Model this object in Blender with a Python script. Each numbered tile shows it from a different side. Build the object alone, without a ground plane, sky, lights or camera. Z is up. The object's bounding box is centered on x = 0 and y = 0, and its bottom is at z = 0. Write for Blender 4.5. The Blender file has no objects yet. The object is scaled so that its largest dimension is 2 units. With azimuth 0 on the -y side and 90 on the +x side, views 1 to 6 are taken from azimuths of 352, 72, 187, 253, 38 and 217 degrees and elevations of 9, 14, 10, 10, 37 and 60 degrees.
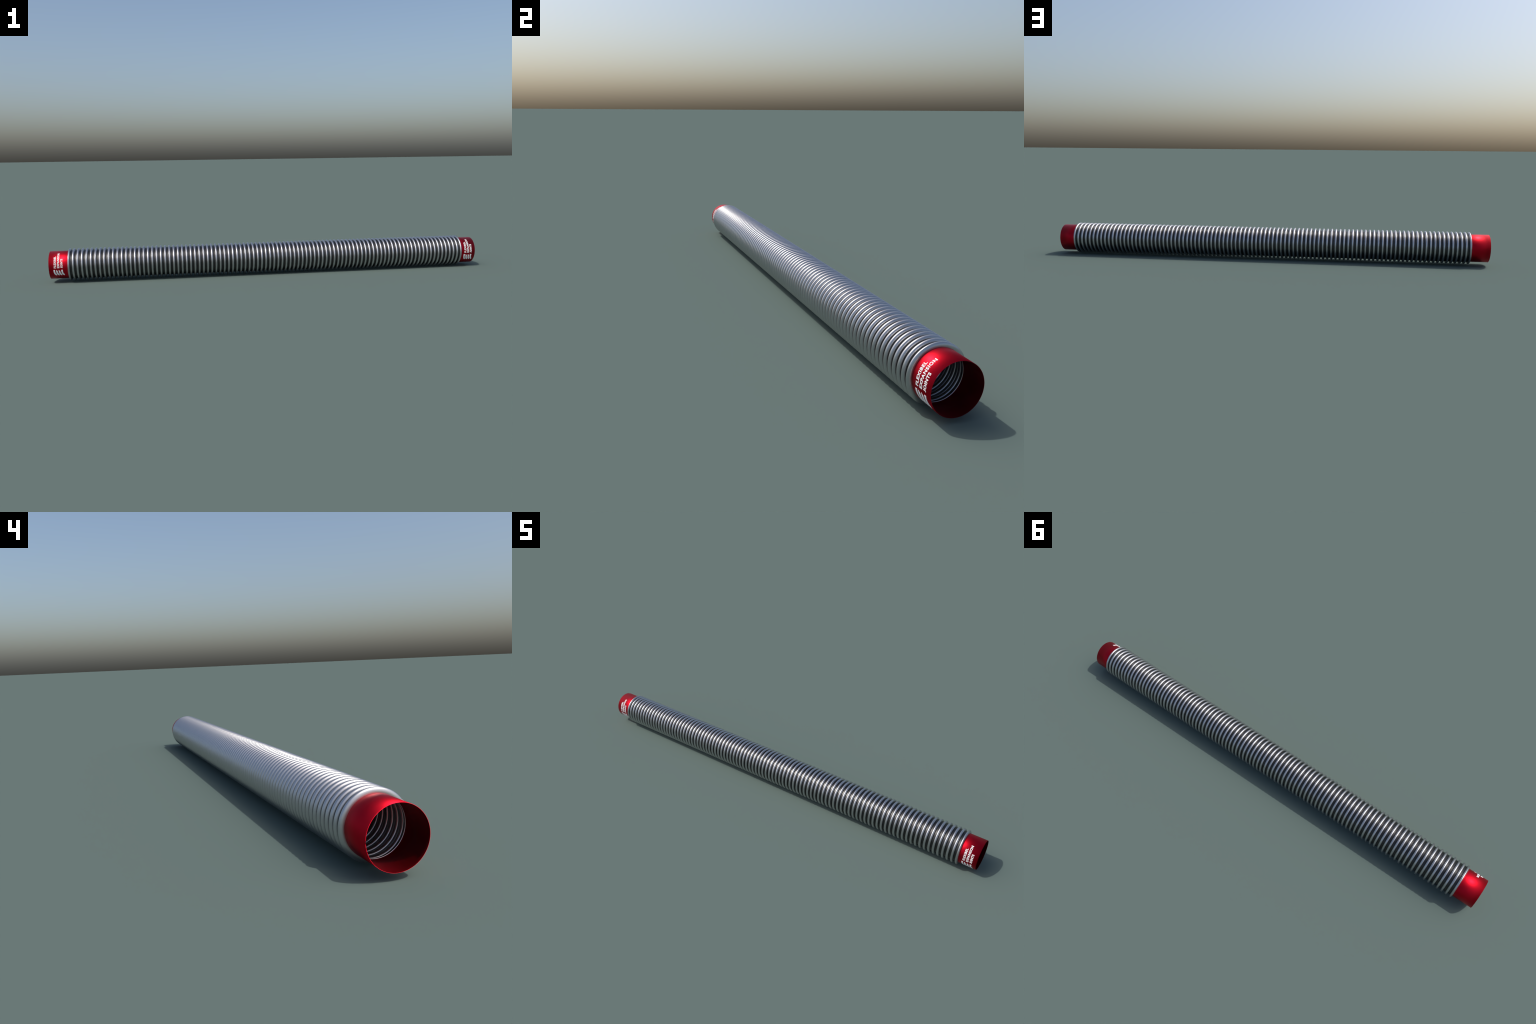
"""Corrugated metal expansion-joint hose with two red lettered end sleeves."""
import bpy, bmesh, math
from mathutils import Vector

# ------------------------------------------------------------------ sizes (m)
RING_COUNT = 97
PITCH = 0.01916                # distance between neighbouring convolutions
CREST_R = 0.0720               # outer radius at a crest
VALLEY_R = 0.0632              # outer radius at the bottom of a groove
FILLET = 0.0018                # rounding between groove floor and flank
BELLOWS_SHIFT = 0.0051         # the bellows sits slightly off the middle
CREST_ROUND = 0.0054           # half width of a crest in profile
RIDGE_R = 0.0610                # innermost radius of the ridges inside
SHEET = 0.0009                 # sheet metal thickness
SLEEVE_R = 0.0617
SLEEVE_WALL = 0.0006
HALF_LENGTH = 1.0
AXIS_Z_AT = ((-1.0, 0.0745), (1.0, 0.0720))    # height of the axis at both ends
SEGMENTS = 96


def axis_z(x):
    (x0, z0), (x1, z1) = AXIS_Z_AT
    return z0 + (z1 - z0) * (x - x0) / (x1 - x0)


TILT = math.atan2(AXIS_Z_AT[1][1] - AXIS_Z_AT[0][1], 2.0)

# ------------------------------------------------------------------ materials


def new_material(name):
    m = bpy.data.materials.new(name)
    m.use_nodes = True
    nt = m.node_tree
    bsdf = next(n for n in nt.nodes if n.type == 'BSDF_PRINCIPLED')
    return m, nt, bsdf


def grain(nt, bsdf, colour, rough, colour_var, rough_var, scale, stretch=(1, 1, 1)):
    """Fine procedural variation of colour and gloss on object coordinates."""
    n = nt.nodes
    tc = n.new('ShaderNodeTexCoord')
    mp = n.new('ShaderNodeMapping')
    mp.inputs['Scale'].default_value = stretch
    nz = n.new('ShaderNodeTexNoise')
    nz.inputs['Scale'].default_value = scale
    nz.inputs['Detail'].default_value = 3
    nt.links.new(tc.outputs['Object'], mp.inputs['Vector'])
    nt.links.new(mp.outputs['Vector'], nz.inputs['Vector'])
    ramp = n.new('ShaderNodeValToRGB')
    ramp.color_ramp.elements[0].position = 0.3
    ramp.color_ramp.elements[1].position = 0.7
    ramp.color_ramp.elements[0].color = [c * (1 - colour_var) for c in colour] + [1]
    ramp.color_ramp.elements[1].color = [min(1, c * (1 + colour_var)) for c in colour] + [1]
    nt.links.new(nz.outputs['Fac'], ramp.inputs['Fac'])
    nt.links.new(ramp.outputs['Color'], bsdf.inputs['Base Color'])
    mr = n.new('ShaderNodeMapRange')
    mr.inputs['To Min'].default_value = rough - rough_var
    mr.inputs['To Max'].default_value = rough + rough_var
    nt.links.new(nz.outputs['Fac'], mr.inputs['Value'])
    nt.links.new(mr.outputs['Result'], bsdf.inputs['Roughness'])


steel, nt, b = new_material('brushed_steel')
b.inputs['Metallic'].default_value = 1.0
grain(nt, b, (0.51, 0.51, 0.52), 0.36, 0.02, 0.01, 60, (1, 1, 1))

dark_groove, nt, b = new_material('dark_groove')
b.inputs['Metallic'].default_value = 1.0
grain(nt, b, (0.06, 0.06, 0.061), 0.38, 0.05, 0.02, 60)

red, nt, b = new_material('red_metallic_lacquer')
b.inputs['Metallic'].default_value = 1.0
grain(nt, b, (0.47, 0.007, 0.019), 0.45, 0.02, 0.01, 60)

white, nt, b = new_material('white_print')
grain(nt, b, (0.85, 0.87, 0.88), 0.5, 0.01, 0.02, 80)

# ------------------------------------------------------------------ helpers
scene = bpy.context.scene


def add_object(name, mesh, parent, material=None):
    o = bpy.data.objects.new(name, mesh)
    scene.collection.objects.link(o)
    o.parent = parent
    if material and not mesh.materials:
        mesh.materials.append(material)
    return o


# ------------------------------------------------------------------ convolution profile
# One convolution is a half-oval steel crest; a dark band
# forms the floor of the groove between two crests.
FLANK_FOOT = VALLEY_R + FILLET
HALF_GROOVE = PITCH / 2 - CREST_ROUND


def crest_points(left_foot, right_foot):
    """Half-oval crest; each side comes down to its own foot radius."""
    pts = []
    n = 24
    for i in range(n + 1):
        a = math.pi * i / n
        foot = left_foot if i < n / 2 else right_foot
        h = CREST_R - foot
        c, s = math.cos(a), math.sin(a)
        v = Vector((-c / CREST_ROUND, s / h)).normalized()
        pts.append((-CREST_ROUND * c, foot + h * s, v.x, v.y))
    return pts


def groove_points():
    pts = []
    n = 6
    flat = HALF_GROOVE - FILLET
    for i in range(n + 1):
        a = math.pi / 2 * i / n
        pts.append((-HALF_GROOVE + FILLET * (1 - math.cos(a)), FLANK_FOOT - FILLET * math.sin(a),
                    math.cos(a), math.sin(a)))
    for i in range(n + 1):
        a = math.pi / 2 * (1 - i / n)
        pts.append((HALF_GROOVE - FILLET * (1 - math.cos(a)), FLANK_FOOT - FILLET * math.sin(a),
                    -math.cos(a), math.sin(a)))
    return pts


def sheet_mesh(name, outer, material, inner=None):
    """Revolve an open profile into a sheet of real thickness; the borders stay
    open because the next piece of the bellows continues there."""
    if inner is None:
        inner = [(x - nx * SHEET, r - nr * SHEET, -nx, -nr) for x, r, nx, nr in outer]
    me = revolve(name, outer, inner[::-1], False, material)
    if material is not steel:             # the inner face is bare steel
        me.materials.append(steel)
        k = len(outer) + len(inner) - 2
        for p in me.polygons:
            p.material_index = int(p.index % k >= len(outer) - 1)
    return me


def groove_inner():
    """Seen from inside, the groove is a smooth half-round steel ridge."""
    n = 12
    w = HALF_GROOVE + SHEET
    top, tip = FLANK_FOOT, RIDGE_R
    return [(-w * math.cos(math.pi * i / n), top - (top - tip) * math.sin(math.pi * i / n),
             -math.cos(math.pi * i / n) / w, -math.sin(math.pi * i / n) / (top - tip))
            for i in range(n + 1)]


def end_ring_mesh(side):
    """The outermost ring: its free flank runs down to the sleeve, and inside a
    rounded steel lip covers the joint."""
    foot = SLEEVE_R - 0.0002
    n = 8
    outer = crest_points(*((foot, FLANK_FOOT) if side < 0 else (FLANK_FOOT, foot)))
    core = crest_points(FLANK_FOOT, FLANK_FOOT)
    inner = [(x - nx * SHEET, r - nr * SHEET, -nx, -nr) for x, r, nx, nr in core]
    lip = []
    base, tip = SLEEVE_R - SLEEVE_WALL, SLEEVE_R - SLEEVE_WALL - 0.0012
    x0, w = CREST_ROUND - 0.0030, 0.0048
    for i in range(n + 1):
        a = math.pi * i / n
        lip.append((side * (x0 + w * (1 - math.cos(a)) / 2), base - (base - tip) * math.sin(a),
                    -side * math.cos(a) * 0.8, -math.sin(a)))
    inner = lip[::-1] + inner[1:] if side < 0 else inner[:-1] + lip
    return sheet_mesh('bellows_ring', outer, steel, inner)


def revolve(name, outer, inner, closed, material, flip=False):
    prof = outer + inner
    k, k1 = len(prof), len(outer)
    verts, normals, faces = [], [], []
    for j in range(SEGMENTS):
        a = 2 * math.pi * j / SEGMENTS
        c, s = math.cos(a), math.sin(a)
        for x, r, nx, nr in prof:
            verts.append((x, r * c, r * s))
            normals.append(Vector((nx, nr * c, nr * s)).normalized())
    for j in range(SEGMENTS):
        j2 = (j + 1) % SEGMENTS
        for i in range(k if closed else k - 1):
            if not closed and i == k1 - 1:
                continue
            i2 = (i + 1) % k
            f = (j * k + i, j2 * k + i, j2 * k + i2, j * k + i2)
            faces.append(f[::-1] if flip else f)
    me = bpy.data.meshes.new(name)
    me.from_pydata(verts, [], faces)
    me.polygons.foreach_set('use_smooth', [True] * len(me.polygons))
    me.update()
    me.normals_split_custom_set_from_vertices(normals)
    me.materials.append(material)
    return me


# ------------------------------------------------------------------ the hose
hose = bpy.data.objects.new('corrugated_hose', None)
scene.collection.objects.link(hose)
hose.location = (0, 0, 0)
hose['label'] = 'long corrugated steel hose with red lettered end sleeves'
hose['category'] = 'metal hose'

ring = sheet_mesh('bellows_ring', crest_points(FLANK_FOOT, FLANK_FOOT), steel)
end_rings = {-1: end_ring_mesh(-1), 1: end_ring_mesh(1)}
groove = sheet_mesh('groove_band', groove_points(), dark_groove, groove_inner())


def ring_x(i):
    return BELLOWS_SHIFT + (i - (RING_COUNT - 1) / 2) * PITCH


def place(o, x):
    o.location = (x, 0, axis_z(x))
    o.rotation_euler = (0, -TILT, 0)


for i in range(RING_COUNT):
    mesh = end_rings[-1] if i == 0 else end_rings[1] if i == RING_COUNT - 1 else ring
    place(add_object('bellows_ring', mesh, hose), ring_x(i))
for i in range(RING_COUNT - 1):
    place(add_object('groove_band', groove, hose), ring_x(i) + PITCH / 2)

# ------------------------------------------------------------------ end sleeves


def sleeve_mesh(side):
    """Thin tube from the last flank to the open end; side is -1 or +1.  The
    shading normals roll outward towards the rim like a soft flared edge."""
    joint = ring_x(0 if side < 0 else RING_COUNT - 1) + side * (CREST_ROUND - 0.0006)
    x_out = side * HALF_LENGTH
    ro, ri = SLEEVE_R, SLEEVE_R - SLEEVE_WALL
    n = 10
    outer, inner = [], []
    for i in range(n + 1):
        t = i / n
        x = joint + (x_out - joint) * t
        lean, up = -0.08 + 0.80 * t, 0.99 - 0.29 * t
        outer.append((x, ro, side * lean, up))
        inner.append((x, ri, -side * lean, -up))
    rim = [(x_out, ro, side * 0.72, 0.7), (x_out, ri, side * 0.72, 0.7)]
    return revolve('end_sleeve', outer + rim, inner[::-1], True, red, side < 0)


# ------------------------------------------------------------------ lettering and logo
PRINT_R = SLEEVE_R + 0.0005      # print stands half a millimetre proud
PRINT_DEPTH = 0.0007
CAP = 0.0093                     # letter height
LINE = 0.0141                    # line spacing along the hose
START = math.radians(-4.7)       # angle where every line begins (0 = facing -y)
WORDS = (('FLEXIBEL', 50.3), ('EXPANSION', 66.2), ('JOINTS', 38.0))


def wrap(bm, x_base):
    """Flat print (s along the writing, t up the letters, depth) onto the sleeve.
    The writing climbs from the front to the top; letters' tops point to -x."""
    for v in bm.verts:
        s, t, d = v.co
        a = START + s / SLEEVE_R
        r = PRINT_R + d
        v.co = (x_base - t, -r * math.cos(a), r * math.sin(a))


def slice_along(bm, lo, hi, step):
    n = int((hi - lo) / step)
    for i in range(1, n + 1):
        geom = bm.verts[:] + bm.edges[:] + bm.faces[:]
        bmesh.ops.bisect_plane(bm, geom=geom, plane_co=(lo + i * step, 0, 0), plane_no=(1, 0, 0))


def word_mesh(text, degrees):
    cu = bpy.data.curves.new('lettering', 'FONT')
    cu.body = text
    cu.size = 1.0
    cu.offset = 0.030            # embolden
    cu.space_character = 1.12
    cu.resolution_u = 4
    cu.extrude = 0.01
    tmp = bpy.data.objects.new('lettering_tmp', cu)
    scene.collection.objects.link(tmp)
    bpy.context.view_layer.update()
    me = bpy.data.meshes.new_from_object(tmp.evaluated_get(bpy.context.evaluated_depsgraph_get()))
    bpy.data.objects.remove(tmp)
    bpy.data.curves.remove(cu)
    bm = bmesh.new()
    bm.from_mesh(me)
    bmesh.ops.remove_doubles(bm, verts=bm.verts, dist=1e-5)
    glyphs, seen = [], set()
    for v in bm.verts:                       # connected islands are the letters
        if v in seen:
            continue
        island, todo = [], [v]
        seen.add(v)
        while todo:
            w = todo.pop()
            island.append(w)
            for e in w.link_edges:
                o = e.other_vert(w)
                if o not in seen:
                    seen.add(o)
                    todo.append(o)
        glyphs.append(island)
    x0, x1 = min(v.co.x for v in bm.verts), max(v.co.x for v in bm.verts)
    z0, z1 = min(v.co.z for v in bm.verts), max(v.co.z for v in bm.verts)
    length = math.radians(degrees) * SLEEVE_R
    for island in glyphs:                    # every capital stands on the line
        y0, y1 = min(v.co.y for v in island), max(v.co.y for v in island)
        for v in island:
            v.co = ((v.co.x - x0) / (x1 - x0) * length, (v.co.y - y0) / (y1 - y0) * CAP,
                    (v.co.z - z1) / (z1 - z0) * PRINT_DEPTH)
    slice_along(bm, 0, length, 0.0025)
    bm.to_mesh(me)
    bm.free()
    me.name = 'lettering'
    return me


# logo: four hooked strokes before the words, each drawn between two edge lines
# given as (distance along the hose, angle round the sleeve in degrees)
STROKE_STEP = 0.0110
EDGE_NEAR = ((0.0, -12.3), (0.0, -20.0), (0.0010, -27.0), (0.0030, -32.5), (0.0062, -37.2), (0.0115, -40.4))
EDGE_FAR = ((0.0064, -12.3), (0.0064, -18.0), (0.0069, -23.5), (0.0081, -27.5), (0.0098, -30.6), (0.0122, -33.4))


def along(points, q):
    """Catmull-Rom curve through the points, q from 0 to 1."""
    f = q * (len(points) - 1)
    i = min(int(f), len(points) - 2)
    t = f - i
    p = [Vector(points[max(0, min(len(points) - 1, i + k))]) for k in (-1, 0, 1, 2)]
    return 0.5 * (2 * p[1] + (p[2] - p[0]) * t + (2 * p[0] - 5 * p[1] + 4 * p[2] - p[3]) * t ** 2
                  + (3 * p[1] - p[0] - 3 * p[2] + p[3]) * t ** 3)


def stroke_mesh(pointed):
    bm = bmesh.new()
    n = 20
    rows = []
    for i in range(n + 1):
        q = i / n
        near, far = along(EDGE_NEAR, q), along(EDGE_FAR, q)
        if pointed:                       # slanted cut at the head
            far.y -= 5.5 * max(0.0, 1 - 3 * q) ** 1.5
        row = []
        for d in (0.0, -PRINT_DEPTH):
            for x, deg in (near, far):
                row.append(bm.verts.new(((math.radians(deg) - START) * SLEEVE_R, -x, d)))
        rows.append(row)
    for a, b in zip(rows, rows[1:]):
        bm.faces.new((a[0], a[1], b[1], b[0]))
        bm.faces.new((a[2], b[2], b[3], a[3]))
        bm.faces.new((a[0], b[0], b[2], a[2]))
        bm.faces.new((a[1], a[3], b[3], b[1]))
    bm.faces.new((rows[0][0], rows[0][2], rows[0][3], rows[0][1]))
    bm.faces.new((rows[-1][0], rows[-1][1], rows[-1][3], rows[-1][2]))
    me = bpy.data.meshes.new('logo_stroke')
    bmesh.ops.recalc_face_normals(bm, faces=bm.faces)
    bm.to_mesh(me)
    bm.free()
    return me


def wrapped(mesh, x_base):
    me = mesh.copy()
    bm = bmesh.new()
    bm.from_mesh(me)
    wrap(bm, x_base)
    bmesh.ops.recalc_face_normals(bm, faces=bm.faces)
    bm.to_mesh(me)
    bm.free()
    me.materials.clear()
    me.materials.append(white)
    return me


words = [word_mesh(t, d) for t, d in WORDS]
flat_stroke, sharp_stroke = stroke_mesh(False), stroke_mesh(True)

for side, print_x in ((-1, -0.9778), (1, 0.9462)):
    sleeve = add_object('end_sleeve', sleeve_mesh(side), hose)
    sleeve.location = (0, 0, axis_z(0))
    sleeve.rotation_euler = (0, -TILT, 0)
    for i, w in enumerate(words):
        add_object('lettering', wrapped(w, print_x + CAP + i * LINE), sleeve)
    for i in range(4):
        me = flat_stroke if i in (0, 3) else sharp_stroke
        add_object('logo_stroke', wrapped(me, print_x - 0.0024 + i * STROKE_STEP), sleeve)
for me in words + [flat_stroke, sharp_stroke]:
    bpy.data.meshes.remove(me)
